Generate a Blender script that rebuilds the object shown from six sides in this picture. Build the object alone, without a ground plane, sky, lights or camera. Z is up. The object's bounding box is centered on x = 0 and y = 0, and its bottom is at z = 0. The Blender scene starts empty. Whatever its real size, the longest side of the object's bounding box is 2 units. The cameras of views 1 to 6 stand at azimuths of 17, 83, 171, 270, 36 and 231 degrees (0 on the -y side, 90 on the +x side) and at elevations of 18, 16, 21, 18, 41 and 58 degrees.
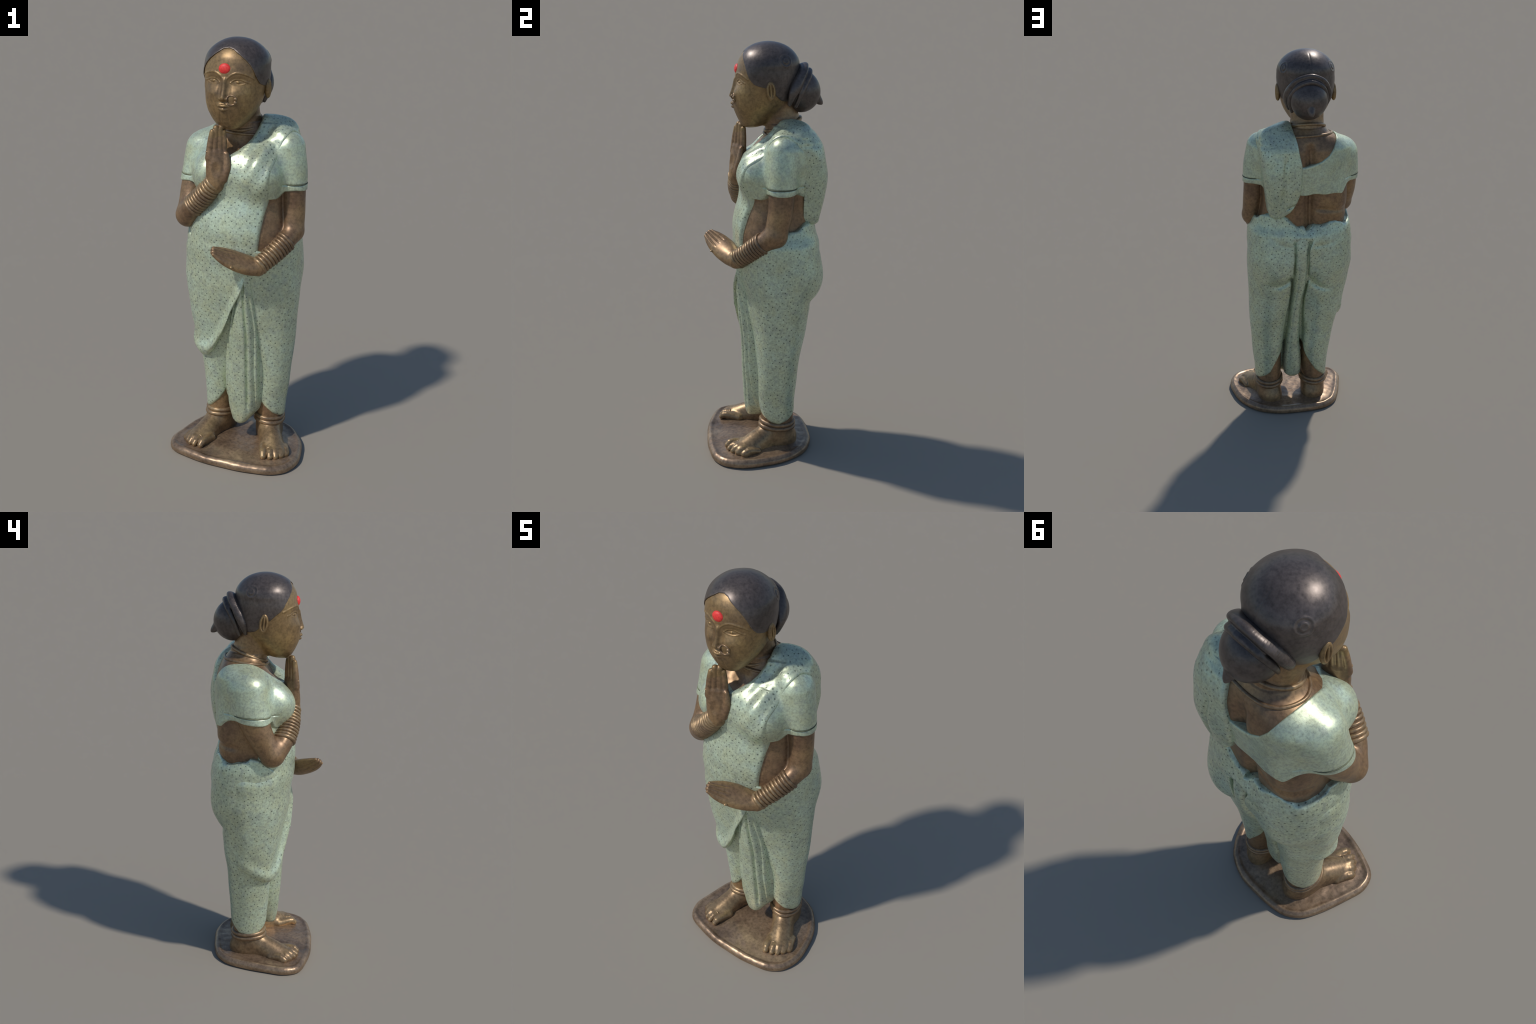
import bpy, math
import numpy as np
from mathutils import Vector

F = np.float32
RNG = np.random.default_rng(7)

# =====================================================================
#  1. Small modelling kit: smooth solids described by distance rules
# =====================================================================
def arr(v):
    return np.array(v, dtype=F)

def unit(v):
    v = np.array(v, dtype=float)
    return v / np.linalg.norm(v)

def smin(a, b, k):
    h = np.maximum(k - np.abs(a - b), 0) / k
    return np.minimum(a, b) - h * h * k * F(0.25)

def smax(a, b, k):
    return -smin(-a, -b, k)

def sstep(x, a, b):
    t = np.clip((x - a) / (b - a), 0, 1)
    return t * t * (3 - 2 * t)

def hermite_table(t, V, n):
    """Smooth curve through control rows V at parameters t, sampled n times."""
    t = np.asarray(t, float); V = np.asarray(V, float)
    d = np.diff(V, axis=0) / np.diff(t)[:, None]
    m = np.zeros_like(V)
    m[0], m[-1] = d[0], d[-1]
    for i in range(1, len(t) - 1):
        h0, h1 = t[i] - t[i - 1], t[i + 1] - t[i]
        same = d[i - 1] * d[i] > 0
        w1, w2 = 2 * h1 + h0, h1 + 2 * h0
        with np.errstate(divide='ignore', invalid='ignore'):
            hm = (w1 + w2) / (w1 / d[i - 1] + w2 / d[i])
        m[i] = np.where(same, hm, 0)
    T = np.linspace(t[0], t[-1], n)
    i = np.clip(np.searchsorted(t, T, side='right') - 1, 0, len(t) - 2)
    h = (t[i + 1] - t[i])[:, None]
    s = ((T - t[i])[:, None]) / h
    return (V[i] * (1 + 2 * s) * (1 - s) ** 2 + m[i] * h * s * (1 - s) ** 2
            + V[i + 1] * s * s * (3 - 2 * s) + m[i + 1] * h * s * s * (s - 1))

def boxed(fn, lo, hi):
    """Evaluate fn only near its bounding box."""
    lo, hi = arr(lo), arr(hi)
    def g(p):
        d = np.maximum(np.maximum(lo - p, p - hi), 0)
        dist = np.sqrt((d * d).sum(1))
        out = dist + F(0.03)
        m = dist < 0.045
        if m.any():
            out[m] = fn(p[m])
        return out
    return g

def ellipsoid(c, r, rot_x=0.0, rot_z=0.0):
    c, r = arr(c), arr(r)
    cx, sx, cz, sz = math.cos(rot_x), math.sin(rot_x), math.cos(rot_z), math.sin(rot_z)
    def g(p):
        q = p - c
        if rot_z:
            q = np.stack([cz * q[:, 0] + sz * q[:, 1], -sz * q[:, 0] + cz * q[:, 1], q[:, 2]], 1)
        if rot_x:
            q = np.stack([q[:, 0], cx * q[:, 1] + sx * q[:, 2], -sx * q[:, 1] + cx * q[:, 2]], 1)
        k0 = np.sqrt(((q / r) ** 2).sum(1))
        k1 = np.sqrt(((q / (r * r)) ** 2).sum(1)) + F(1e-6)
        return k0 * (k0 - 1) / k1
    R = float(r.max())
    return boxed(g, c - R, c + R)

def cone(a, b, ra, rb):
    a, b = arr(a), arr(b)
    ab = b - a; L2 = float((ab * ab).sum())
    def g(p):
        t = np.clip(((p - a) @ ab) / L2, 0, 1)
        d = p - a - t[:, None] * ab
        return np.sqrt((d * d).sum(1)) - (ra + (rb - ra) * t).astype(F)
    R = max(ra, rb)
    return boxed(g, np.minimum(a, b) - R, np.maximum(a, b) + R)

def smooth_path(pts, n=20):
    pts = np.array(pts, float)
    t = np.concatenate([[0], np.cumsum(np.linalg.norm(np.diff(pts[:, :3], axis=0), axis=1))])
    return hermite_table(t, pts, n)

def wire(pts, n=14):
    """Distance to a smooth curve; pts rows (x,y,z,radius)."""
    P = smooth_path(pts, n).astype(F)
    R = float(P[:, 3].max())
    def g(p):
        best = np.full(len(p), 9, F)
        for i in range(len(P) - 1):
            a, ab = P[i, :3], P[i + 1, :3] - P[i, :3]
            t = np.clip(((p - a) @ ab) / max(float((ab * ab).sum()), 1e-9), 0, 1)
            d = p - a - t[:, None] * ab
            best = np.minimum(best, np.sqrt((d * d).sum(1)) - (P[i, 3] + (P[i + 1, 3] - P[i, 3]) * t))
        return best
    return boxed(g, P[:, :3].min(0) - R, P[:, :3].max(0) + R)

def tube(pts, side, n=22):
    """Limb with oval sections; rows (x,y,z, half width along side, half depth)."""
    P = smooth_path(pts, n).astype(F)
    side = arr(side)
    R = float(P[:, 3:5].max())
    def g(p):
        best = np.full(len(p), 9, F)
        val = np.full(len(p), 9, F)
        for i in range(len(P) - 1):
            a, ab = P[i, :3], P[i + 1, :3] - P[i, :3]
            L = float(np.linalg.norm(ab)); ax = ab / L
            w = side - (side @ ax) * ax; w = w / np.linalg.norm(w)
            v = np.cross(ax, w)
            q = p - a
            t = np.clip((q @ ax) / L, 0, 1)
            ra = P[i, 3] + (P[i + 1, 3] - P[i, 3]) * t
            rb = P[i, 4] + (P[i + 1, 4] - P[i, 4]) * t
            d = q - t[:, None] * ab
            u1, u2, u3 = d @ w, d @ v, d @ ax
            m = np.minimum(ra, rb)
            # at inner joints spread the section round the bend, at the ends close it with a cap
            flat = np.sqrt(u1 * u1 + u2 * u2) + F(1e-7)
            inner = ((t <= 0) & (i > 0)) | ((t >= 1) & (i < len(P) - 2))
            sc = np.where(inner, np.sqrt(flat * flat + u3 * u3) / flat, F(1))
            u1, u2, u3 = u1 * sc, u2 * sc, np.where(inner, F(0), u3)
            k0 = np.sqrt((u1 / ra) ** 2 + (u2 / rb) ** 2 + (u3 / m) ** 2)
            k1 = np.sqrt((u1 / ra ** 2) ** 2 + (u2 / rb ** 2) ** 2 + (u3 / m ** 2) ** 2) + F(1e-6)
            dc = (d * d).sum(1)
            near = dc < best
            val = np.where(near, k0 * (k0 - 1) / k1, val)
            best = np.where(near, dc, best)
        return val
    return boxed(g, P[:, :3].min(0) - R, P[:, :3].max(0) + R)

def stack(rows, n_front=2.2, n_back=None):
    """Body turned from horizontal oval sections: rows (z, centre x, half width, y front, y back)."""
    rows = sorted(rows)
    n_back = n_back or n_front
    z = [r[0] for r in rows]
    z0, z1 = z[0], z[-1]
    M = int((z1 - z0) / 0.002) + 2
    T = hermite_table(z, [r[1:5] for r in rows], M)
    dz = (z1 - z0) / (M - 1)
    Tcx, Ta = T[:, 0].astype(F), np.maximum(T[:, 1], 0.004).astype(F)
    Tcy, Tb = (0.5 * (T[:, 2] + T[:, 3])).astype(F), np.maximum(0.5 * (T[:, 3] - T[:, 2]), 0.004).astype(F)
    def radial(p, zz):
        u = np.clip((zz - z0) / dz, 0, M - 1.001); i = u.astype(np.int32); s = (u - i).astype(F)
        def tab(A): return A[i] + (A[i + 1] - A[i]) * s
        dx, dy = p[:, 0] - tab(Tcx), p[:, 1] - tab(Tcy)
        r = np.sqrt(dx * dx + dy * dy) + F(1e-6)
        n_exp = np.where(dy > 0, F(n_back), F(n_front)) if n_back != n_front else F(n_front)
        nn = ((np.abs(dx) / tab(Ta)) ** n_exp + (np.abs(dy) / tab(Tb)) ** n_exp) ** (1 / n_exp) + F(1e-6)
        return r - r / nn
    def g(p):
        zz = p[:, 2]
        f = radial(p, zz)
        sl = (radial(p, zz + F(0.004)) - radial(p, zz - F(0.004))) / F(0.008)
        f = f / np.sqrt(1 + sl * sl)
        return np.maximum(f, np.maximum(z0 - zz, zz - z1))
    lo = [(T[:, 0] - T[:, 1]).min(), T[:, 2].min(), z0]
    hi = [(T[:, 0] + T[:, 1]).max(), T[:, 3].max(), z1]
    return boxed(g, lo, hi)

def polygon2d(u, v, pts):
    """Signed distance to a closed outline in the plane (negative inside)."""
    P = np.array(pts, float)
    n = len(P)
    d = np.full(len(u), 99, F); s = np.ones(len(u), F)
    for i in range(n):
        a, b = P[i], P[i - 1]
        ex, ey = F(b[0] - a[0]), F(b[1] - a[1])
        wx, wy = u - F(a[0]), v - F(a[1])
        t = np.clip((wx * ex + wy * ey) / (ex * ex + ey * ey), 0, 1)
        bx, by = wx - ex * t, wy - ey * t
        d = np.minimum(d, bx * bx + by * by)
        c1, c2, c3 = v >= a[1], v < b[1], ex * wy > ey * wx
        flip = (c1 & c2 & c3) | (~c1 & ~c2 & ~c3)
        s = np.where(flip, -s, s)
    return s * np.sqrt(d)

def closed_curve(pts, n):
    pts = np.array(pts, float)
    q = np.concatenate([pts[-3:], pts, pts[:3]])
    t = np.concatenate([[0], np.cumsum(np.linalg.norm(np.diff(q, axis=0), axis=1))])
    # centripetal-like smooth curve
    out = []
    m = np.gradient(q, t, axis=0)
    T = np.linspace(t[3], t[3 + len(pts)], n, endpoint=False)
    i = np.clip(np.searchsorted(t, T, side='right') - 1, 0, len(t) - 2)
    h = (t[i + 1] - t[i])[:, None]; s = (T - t[i])[:, None] / h
    return (q[i] * (1 + 2 * s) * (1 - s) ** 2 + m[i] * h * s * (1 - s) ** 2
            + q[i + 1] * s * s * (3 - 2 * s) + m[i + 1] * h * s * s * (s - 1))

def lumps(p, scale, seed=0):
    """Smooth hand-worked unevenness, about -1..1."""
    r = np.random.default_rng(seed)
    out = np.zeros(len(p), F)
    for _ in range(6):
        d = unit(r.normal(size=3)) * scale * r.uniform(0.7, 1.5)
        out += np.sin(p @ arr(d) + F(r.uniform(0, 6.28)))
    return out / F(3.0)

# ---------------------------------------------------------------------
#  surface-net meshing of a distance rule
# ---------------------------------------------------------------------
def net(f, lo, hi, h, project=1, safety=1.8):
    B = 5
    lo = np.array(lo, float)
    nb = np.ceil((np.array(hi, float) - lo) / (h * B)).astype(int) + 1
    n = nb * B
    ii = np.stack(np.meshgrid(*[np.arange(k) for k in nb], indexing='ij'), -1).reshape(-1, 3)
    cen = (lo + (ii * B + (B - 1) / 2) * h).astype(F)
    fv = np.concatenate([f(c) for c in np.array_split(cen, max(1, len(cen) // 400000))])
    act = np.abs(fv) < B * h * 0.87 * safety
    V = np.repeat(np.repeat(np.repeat(np.sign(fv).reshape(nb), B, 0), B, 1), B, 2).astype(F)
    off = np.stack(np.meshgrid(*[np.arange(B)] * 3, indexing='ij'), -1).reshape(-1, 3)
    blocks = ii[act]
    for ch in np.array_split(blocks, max(1, len(blocks) // 4000)):
        if not len(ch):
            continue
        idx = (ch[:, None, :] * B + off[None]).reshape(-1, 3)
        V[idx[:, 0], idx[:, 1], idx[:, 2]] = f((lo + idx * h).astype(F))
    V[0], V[-1], V[:, 0], V[:, -1], V[:, :, 0], V[:, :, -1] = 1, 1, 1, 1, 1, 1
    S = V < 0
    cnt = np.zeros(np.array(S.shape) - 1, np.int8)
    for a in (0, 1):
        for b in (0, 1):
            for c in (0, 1):
                cnt += S[a:S.shape[0] - 1 + a, b:S.shape[1] - 1 + b, c:S.shape[2] - 1 + c]
    cells = np.argwhere((cnt > 0) & (cnt < 8))
    vid = np.full(cnt.shape, -1, np.int32)
    vid[cells[:, 0], cells[:, 1], cells[:, 2]] = np.arange(len(cells))
    acc = np.zeros((len(cells), 3)); num = np.zeros(len(cells))
    corners = [(a, b, c) for a in (0, 1) for b in (0, 1) for c in (0, 1)]
    for k in corners:
        for ax in range(3):
            if k[ax]:
                continue
            k2 = list(k); k2[ax] = 1
            A = V[cells[:, 0] + k[0], cells[:, 1] + k[1], cells[:, 2] + k[2]]
            Bv = V[cells[:, 0] + k2[0], cells[:, 1] + k2[1], cells[:, 2] + k2[2]]
            m = (A < 0) != (Bv < 0)
            t = A[m] / (A[m] - Bv[m])
            pos = np.repeat(np.array(k, float)[None], m.sum(), 0); pos[:, ax] = t
            acc[m] += pos; num[m] += 1
    verts = lo + (cells + acc / num[:, None]) * h
    quads = []
    for ax in range(3):
        o1, o2 = [(1, 2), (2, 0), (0, 1)][ax]
        sl0 = [slice(None)] * 3; sl1 = [slice(None)] * 3
        sl0[ax] = slice(0, -1); sl1[ax] = slice(1, None)
        e = S[tuple(sl0)] != S[tuple(sl1)]
        E_ = np.argwhere(e)
        E_ = E_[(E_[:, o1] > 0) & (E_[:, o2] > 0)]
        inside_first = S[E_[:, 0], E_[:, 1], E_[:, 2]]
        def cell(d1, d2):
            q = E_.copy(); q[:, o1] -= d1; q[:, o2] -= d2
            q = np.minimum(q, np.array(vid.shape) - 1)
            return vid[q[:, 0], q[:, 1], q[:, 2]]
        Q = np.stack([cell(1, 1), cell(0, 1), cell(0, 0), cell(1, 0)], 1)
        Q[~inside_first] = Q[~inside_first][:, ::-1]
        quads.append(Q)
    quads = np.concatenate(quads)
    quads = quads[(quads >= 0).all(1)]
    for _ in range(project):
        fvv, g = value_gradient(f, verts, h * 0.5)
        g2 = np.maximum((g * g).sum(1), 0.05)
        step = np.clip(fvv / g2, -h, h)[:, None] * g
        ln = np.linalg.norm(step, axis=1)
        step *= np.minimum(1, h / np.maximum(ln, 1e-9))[:, None]
        verts = verts - step
    return verts, quads

def value_gradient(f, v, e):
    v = v.astype(F)
    g = np.zeros((len(v), 3), F)
    for a in range(3):
        d = np.zeros(3, F); d[a] = e
        g[:, a] = (f(v + d) - f(v - d)) / (2 * e)
    return f(v), g

# =====================================================================
#  2. Materials
# =====================================================================
class Nodes:
    def __init__(self, name):
        self.mat = bpy.data.materials.new(name)
        self.mat.use_nodes = True
        self.t = self.mat.node_tree
        self.bsdf = self.t.nodes['Principled BSDF']
        co = self.t.nodes.new('ShaderNodeTexCoord')
        self.obj = co.outputs['Object']
    def n(self, kind, ins=None, **props):
        nd = self.t.nodes.new(kind)
        for k, v in props.items():
            setattr(nd, k, v)
        for k, v in (ins or {}).items():
            s = nd.inputs[k]
            if isinstance(v, bpy.types.NodeSocket):
                self.t.links.new(v, s)
            else:
                s.default_value = v
        return nd
    def noise(self, scale, detail=4.0, rough=0.6, vec=None, dist=0.0):
        return self.n('ShaderNodeTexNoise', {'Vector': vec or self.obj, 'Scale': scale, 'Detail': detail,
                                             'Roughness': rough, 'Distortion': dist}).outputs['Fac']
    def ramp(self, fac, stops):
        r = self.n('ShaderNodeValToRGB', {'Fac': fac})
        el = r.color_ramp.elements
        while len(el) < len(stops):
            el.new(0.5)
        for e, (pos, col) in zip(el, stops):
            e.position = pos
            e.color = (col[0], col[1], col[2], 1) if not np.isscalar(col) else (col, col, col, 1)
        return r.outputs['Color']
    def math(self, op, a, b=0.0, c=0.0):
        m = self.n('ShaderNodeMath', {0: a, 1: b, 2: c}, operation=op)
        return m.outputs[0]
    def mix(self, fac, a, b, mode='MIX'):
        m = self.t.nodes.new('ShaderNodeMix'); m.data_type = 'RGBA'; m.blend_type = mode
        def put(s, v):
            if isinstance(v, bpy.types.NodeSocket):
                self.t.links.new(v, s)
            elif np.isscalar(v):
                s.default_value = v
            else:
                s.default_value = (*v, 1)
        put(m.inputs['Factor'], fac)
        put(m.inputs[6], a); put(m.inputs[7], b)
        return m.outputs[2]
    def out(self, **kw):
        for k, v in kw.items():
            s = self.bsdf.inputs[k.replace('_', ' ')]
            if isinstance(v, bpy.types.NodeSocket):
                self.t.links.new(v, s)
            elif not np.isscalar(v):
                s.default_value = (*v, 1)
            else:
                s.default_value = v
        return self.mat
    def bump(self, height, strength, dist=0.002):
        b = self.n('ShaderNodeBump', {'Height': height, 'Strength': strength, 'Distance': dist})
        self.t.links.new(b.outputs[0], self.bsdf.inputs['Normal'])

def bronze_material(name, dark, mid, worn, rough=0.42, metal=0.65):
    m = Nodes(name)
    big = m.noise(7.0, 5, 0.6)
    fine = m.noise(70.0, 5, 0.65)
    col = m.ramp(big, [(0.34, dark), (0.50, mid), (0.66, worn)])
    grain = m.ramp(fine, [(0.30, 0.62), (0.55, 1.0), (0.75, 1.22)])
    col = m.mix(1.0, col, grain, 'MULTIPLY')
    worn_edge = m.ramp(m.n('ShaderNodeNewGeometry').outputs['Pointiness'], [(0.51, 0.0), (0.58, 1.0)])
    col = m.mix(m.math('MULTIPLY', worn_edge, 0.6), col, (worn[0] * 1.35, worn[1] * 1.35, worn[2] * 1.2))
    specks = m.ramp(m.noise(160.0, 3, 0.6), [(0.70, 0.0), (0.80, 1.0)])
    col = m.mix(m.math('MULTIPLY', specks, 0.25), col, (worn[0] * 1.7, worn[1] * 1.7, worn[2] * 1.7))
    r = m.math('MULTIPLY_ADD', fine, 0.22, rough - 0.11)
    m.bump(fine, 0.10)
    return m.out(Base_Color=col, Metallic=metal, Roughness=r)

def patina_material(name, dots=True, grain=0.10):
    m = Nodes(name)
    big = m.noise(5.0, 4, 0.6)
    col = m.ramp(big, [(0.30, (0.49, 0.56, 0.40)), (0.50, (0.57, 0.65, 0.47)), (0.70, (0.58, 0.70, 0.55))])
    tint = m.ramp(m.noise(18.0, 5, 0.65), [(0.40, 0.0), (0.70, 1.0)])
    col = m.mix(m.math('MULTIPLY', tint, 0.5), col, (0.57, 0.58, 0.34))
    grey = m.ramp(m.noise(30.0, 5, 0.65, dist=0.4), [(0.48, 0.0), (0.70, 1.0)])
    col = m.mix(m.math('MULTIPLY', grey, 0.58), col, (0.34, 0.38, 0.34))
    fine = m.noise(95.0, 6, 0.72)
    g = m.ramp(fine, [(0.30, 0.62), (0.52, 1.0), (0.75, 1.18)])
    col = m.mix(1.0, col, g, 'MULTIPLY')
    height = fine
    if dots:
        # dots laid out on the plane that faces the surface most squarely
        sep = m.n('ShaderNodeSeparateXYZ', {0: m.obj})
        geo = m.n('ShaderNodeTexCoord').outputs['Normal']
        nrm = m.n('ShaderNodeSeparateXYZ', {0: m.n('ShaderNodeVectorMath', {0: geo}, operation='ABSOLUTE').outputs[0]})
        nx, ny, nz = nrm.outputs[0], nrm.outputs[1], nrm.outputs[2]
        side = m.math('GREATER_THAN', nx, ny)
        flat = m.math('GREATER_THAN', nz, m.math('MAXIMUM', nx, ny))
        side = m.math('MULTIPLY', side, m.math('SUBTRACT', 1.0, flat))
        u = m.math('ADD', m.math('MULTIPLY', sep.outputs[1], side), m.math('MULTIPLY', sep.outputs[0], m.math('SUBTRACT', 1.0, side)))
        v = m.math('ADD', m.math('MULTIPLY', sep.outputs[2], m.math('SUBTRACT', 1.0, flat)), m.math('MULTIPLY', sep.outputs[1], flat))
        uv = m.n('ShaderNodeCombineXYZ', {0: u, 1: v, 2: 0.0})
        rot = m.n('ShaderNodeMapping', {'Vector': uv.outputs[0], 'Rotation': (0, 0, 0.62)})
        vo = m.n('ShaderNodeTexVoronoi', {'Vector': rot.outputs[0], 'Scale': 42.0, 'Randomness': 0.36},
                 voronoi_dimensions='2D')
        dot = m.ramp(vo.outputs['Distance'], [(0.085, 1.0), (0.17, 0.0)])
        vis = m.ramp(m.noise(22.0, 3, 0.6), [(0.36, 0.15), (0.56, 1.0)])
        dot = m.math('MULTIPLY', dot, vis)
        col = m.mix(m.math('MULTIPLY', dot, 0.78), col, (0.045, 0.065, 0.045))
        height = m.math('SUBTRACT', m.math('MULTIPLY', fine, 0.4), dot)
    m.bump(height, 0.22)
    r = m.math('MULTIPLY_ADD', fine, 0.22, 0.28)
    return m.out(Base_Color=col, Metallic=0.4, Specular_IOR_Level=0.8, Roughness=r)

MAT_SKIN = bronze_material('bronze_skin', (0.19, 0.113, 0.066), (0.275, 0.168, 0.090), (0.36, 0.225, 0.108), 0.40, 0.42)
MAT_FACE = bronze_material('bronze_face', (0.205, 0.130, 0.066), (0.295, 0.188, 0.085), (0.385, 0.25, 0.104), 0.43, 0.45)
MAT_FOOT = bronze_material('bronze_foot', (0.20, 0.130, 0.076), (0.28, 0.185, 0.100), (0.38, 0.255, 0.13), 0.40, 0.50)
MAT_BASE = bronze_material('bronze_base', (0.19, 0.125, 0.080), (0.295, 0.198, 0.125), (0.40, 0.275, 0.17), 0.37, 0.52)
MAT_RING = bronze_material('bronze_jewellery', (0.20, 0.130, 0.078), (0.29, 0.190, 0.108), (0.39, 0.265, 0.14), 0.40, 0.50)
MAT_HAIR = bronze_material('dark_bronze_hair', (0.095, 0.076, 0.066), (0.122, 0.097, 0.085), (0.150, 0.120, 0.104), 0.38, 0.45)
MAT_LINE = bronze_material('dark_line', (0.10, 0.11, 0.065), (0.14, 0.15, 0.09), (0.18, 0.19, 0.11), 0.7, 0.0)
MAT_SARI = patina_material('green_patina_dotted')
MAT_BLOUSE = patina_material('green_patina_plain', dots=False)

def bindi_material():
    m = Nodes('red_paint')
    f = m.noise(120.0, 3, 0.6)
    col = m.ramp(f, [(0.35, (0.72, 0.035, 0.035)), (0.65, (0.90, 0.055, 0.04))])
    m.bump(f, 0.3)
    return m.out(Base_Color=col, Metallic=0.0, Roughness=0.5)
MAT_BINDI = bindi_material()

# =====================================================================
#  3. Objects
# =====================================================================
ROOT = bpy.data.objects.new('bronze_woman_statue', None)
ROOT.empty_display_size = 0.2
bpy.context.scene.collection.objects.link(ROOT)
ROOT['label'] = 'bronze statue of a woman in a green dotted sari'
ROOT['category'] = 'statue'

def add_object(name, verts, faces, mat, parent=None, normals=None):
    me = bpy.data.meshes.new(name)
    verts = np.asarray(verts, F); faces = np.asarray(faces, np.int32)
    k = faces.shape[1]
    me.vertices.add(len(verts)); me.vertices.foreach_set('co', verts.ravel())
    me.loops.add(faces.size); me.loops.foreach_set('vertex_index', faces.ravel())
    me.polygons.add(len(faces))
    me.polygons.foreach_set('loop_start', np.arange(0, faces.size, k, dtype=np.int32))
    me.update(calc_edges=True); me.validate()
    me.polygons.foreach_set('use_smooth', np.ones(len(me.polygons), bool))
    me.materials.append(mat)
    if normals is not None and len(me.vertices) == len(verts):
        me.normals_split_custom_set_from_vertices([tuple(n) for n in np.asarray(normals, float)])
    ob = bpy.data.objects.new(name, me)
    ob.parent = parent or ROOT
    bpy.context.scene.collection.objects.link(ob)
    return ob

def solid(name, f, lo, hi, h, mat, parent=None):
    v, q = net(f, lo, hi, h)
    return add_object(name, v, q, mat, parent)

def split_solid(f, lo, hi, h, classify, parts, project=1, hidden=None):
    """One smooth surface, separated by region into named parts that share border vertices and normals."""
    v, q = net(f, lo, hi, h, project)
    _, g = value_gradient(f, v, h * 0.6)
    nrm = g / np.maximum(np.linalg.norm(g, axis=1), 1e-6)[:, None]
    fc = v[q].mean(1).astype(F)
    if hidden is not None:                     # skin lying deep under the clothes is left out
        keep = hidden(fc) > -0.010
        q, fc = q[keep], fc[keep]
    cl = classify(fc)
    obs = {}
    for key, (name, mat) in parts.items():
        fq = q[cl == key]
        if not len(fq):
            continue
        used, inv = np.unique(fq, return_inverse=True)
        obs[key] = add_object(name, v[used], inv.reshape(-1, 4), mat, normals=nrm[used])
    return obs

def ring_mesh(path, rad, seg=10):
    """Closed wire ring along a loop of points."""
    P = np.asarray(path, float); n = len(P)
    T = np.roll(P, -1, 0) - np.roll(P, 1, 0); T /= np.linalg.norm(T, axis=1)[:, None]
    c = P.mean(0)
    R = P - c; R -= (R * T).sum(1)[:, None] * T; R /= np.linalg.norm(R, axis=1)[:, None]
    Bn = np.cross(T, R)
    rad = np.broadcast_to(np.asarray(rad, float), (n,))
    a = np.linspace(0, 2 * np.pi, seg, endpoint=False)
    v = P[:, None] + rad[:, None, None] * (np.cos(a)[None, :, None] * R[:, None] + np.sin(a)[None, :, None] * Bn[:, None])
    i, j = np.meshgrid(np.arange(n), np.arange(seg), indexing='ij')
    f = np.stack([i * seg + j, ((i + 1) % n) * seg + j, ((i + 1) % n) * seg + (j + 1) % seg, i * seg + (j + 1) % seg], -1)
    return v.reshape(-1, 3), f.reshape(-1, 4)

def wrapped_ring(f, centre, axis, offset, n=72, rmax=0.16, up=(0, 0, 1)):
    """Loop of points where a plane meets the solid f, pushed out by offset."""
    c = np.array(centre, float); ax = unit(axis)
    e1 = unit(np.cross(ax, up)); e2 = np.cross(ax, e1)
    a = np.linspace(0, 2 * np.pi, n, endpoint=False)
    D = np.cos(a)[:, None] * e1 + np.sin(a)[:, None] * e2
    lo, hi = np.full(n, 0.005), np.full(n, rmax)
    rs = np.linspace(0.005, rmax, 80)
    val = np.stack([f((c + r * D).astype(F)) for r in rs], 1)
    hit = np.argmax(val > 0, 1)
    hit = np.where(val.max(1) > 0, hit, 79)
    r = rs[hit]
    for _ in range(2):
        r = 0.25 * np.roll(r, 1) + 0.5 * r + 0.25 * np.roll(r, -1)
    return c + (r + offset)[:, None] * D

# =====================================================================
#  4. The figure: shapes
# =====================================================================
HX = -0.072                      # middle of the face
# ---- torso ----------------------------------------------------------
torso_core = stack([
    (0.96, -0.028, 0.235, -0.120, 0.225),
    (1.05, -0.030, 0.240, -0.136, 0.224),
    (1.10, -0.032, 0.236, -0.138, 0.224),
    (1.18, -0.034, 0.224, -0.128, 0.226),
    (1.25, -0.034, 0.216, -0.110, 0.232),
    (1.32, -0.035, 0.218, -0.094, 0.242),
    (1.40, -0.037, 0.232, -0.080, 0.250),
    (1.46, -0.038, 0.240, -0.066, 0.254),
    (1.51, -0.038, 0.236, -0.036, 0.250),
    (1.545, -0.038, 0.210, -0.002, 0.238),
    (1.575, -0.042, 0.162, 0.024, 0.222),
    (1.60, -0.050, 0.105, 0.040, 0.198),
    (1.62, -0.056, 0.060, 0.045, 0.170)], 2.25, 3.0)
breast_l = ellipsoid((0.078, -0.043, 1.388), (0.088, 0.080, 0.094))
sternum = ellipsoid((-0.040, -0.036, 1.385), (0.090, 0.066, 0.090))
breast_r = ellipsoid((-0.160, -0.045, 1.385), (0.082, 0.080, 0.086))

flank_r = ellipsoid((-0.178, 0.118, 1.255), (0.092, 0.116, 0.20))
def torso(p):
    f = smin(torso_core(p), flank_r(p), F(0.04))
    f = smin(f, sternum(p), F(0.05))
    f = smin(f, breast_l(p), F(0.05))
    f = smin(f, breast_r(p), F(0.05))
    return f

def bare_torso(p):
    """Torso skin with the spine, the rolls of the waist and the shoulder blades."""
    f = torso(p)
    back = sstep(p[:, 1], 0.11, 0.17).astype(F)
    low = 1 - sstep(p[:, 2], 1.50, 1.57)
    f = f + (back * low * 0.030 * np.exp(-((p[:, 0] + 0.054) / 0.024) ** 2)).astype(F)
    f = f - (back * low * 0.006 * np.exp(-((p[:, 0] + 0.046) / 0.010) ** 2)).astype(F)
    roll = np.exp(-((p[:, 2] - 1.200 - 0.10 * (p[:, 0] + 0.12)) / 0.016) ** 2) * sstep(-p[:, 0], 0.07, 0.11)
    f = f + (back * 0.010 * roll).astype(F)
    return f

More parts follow.
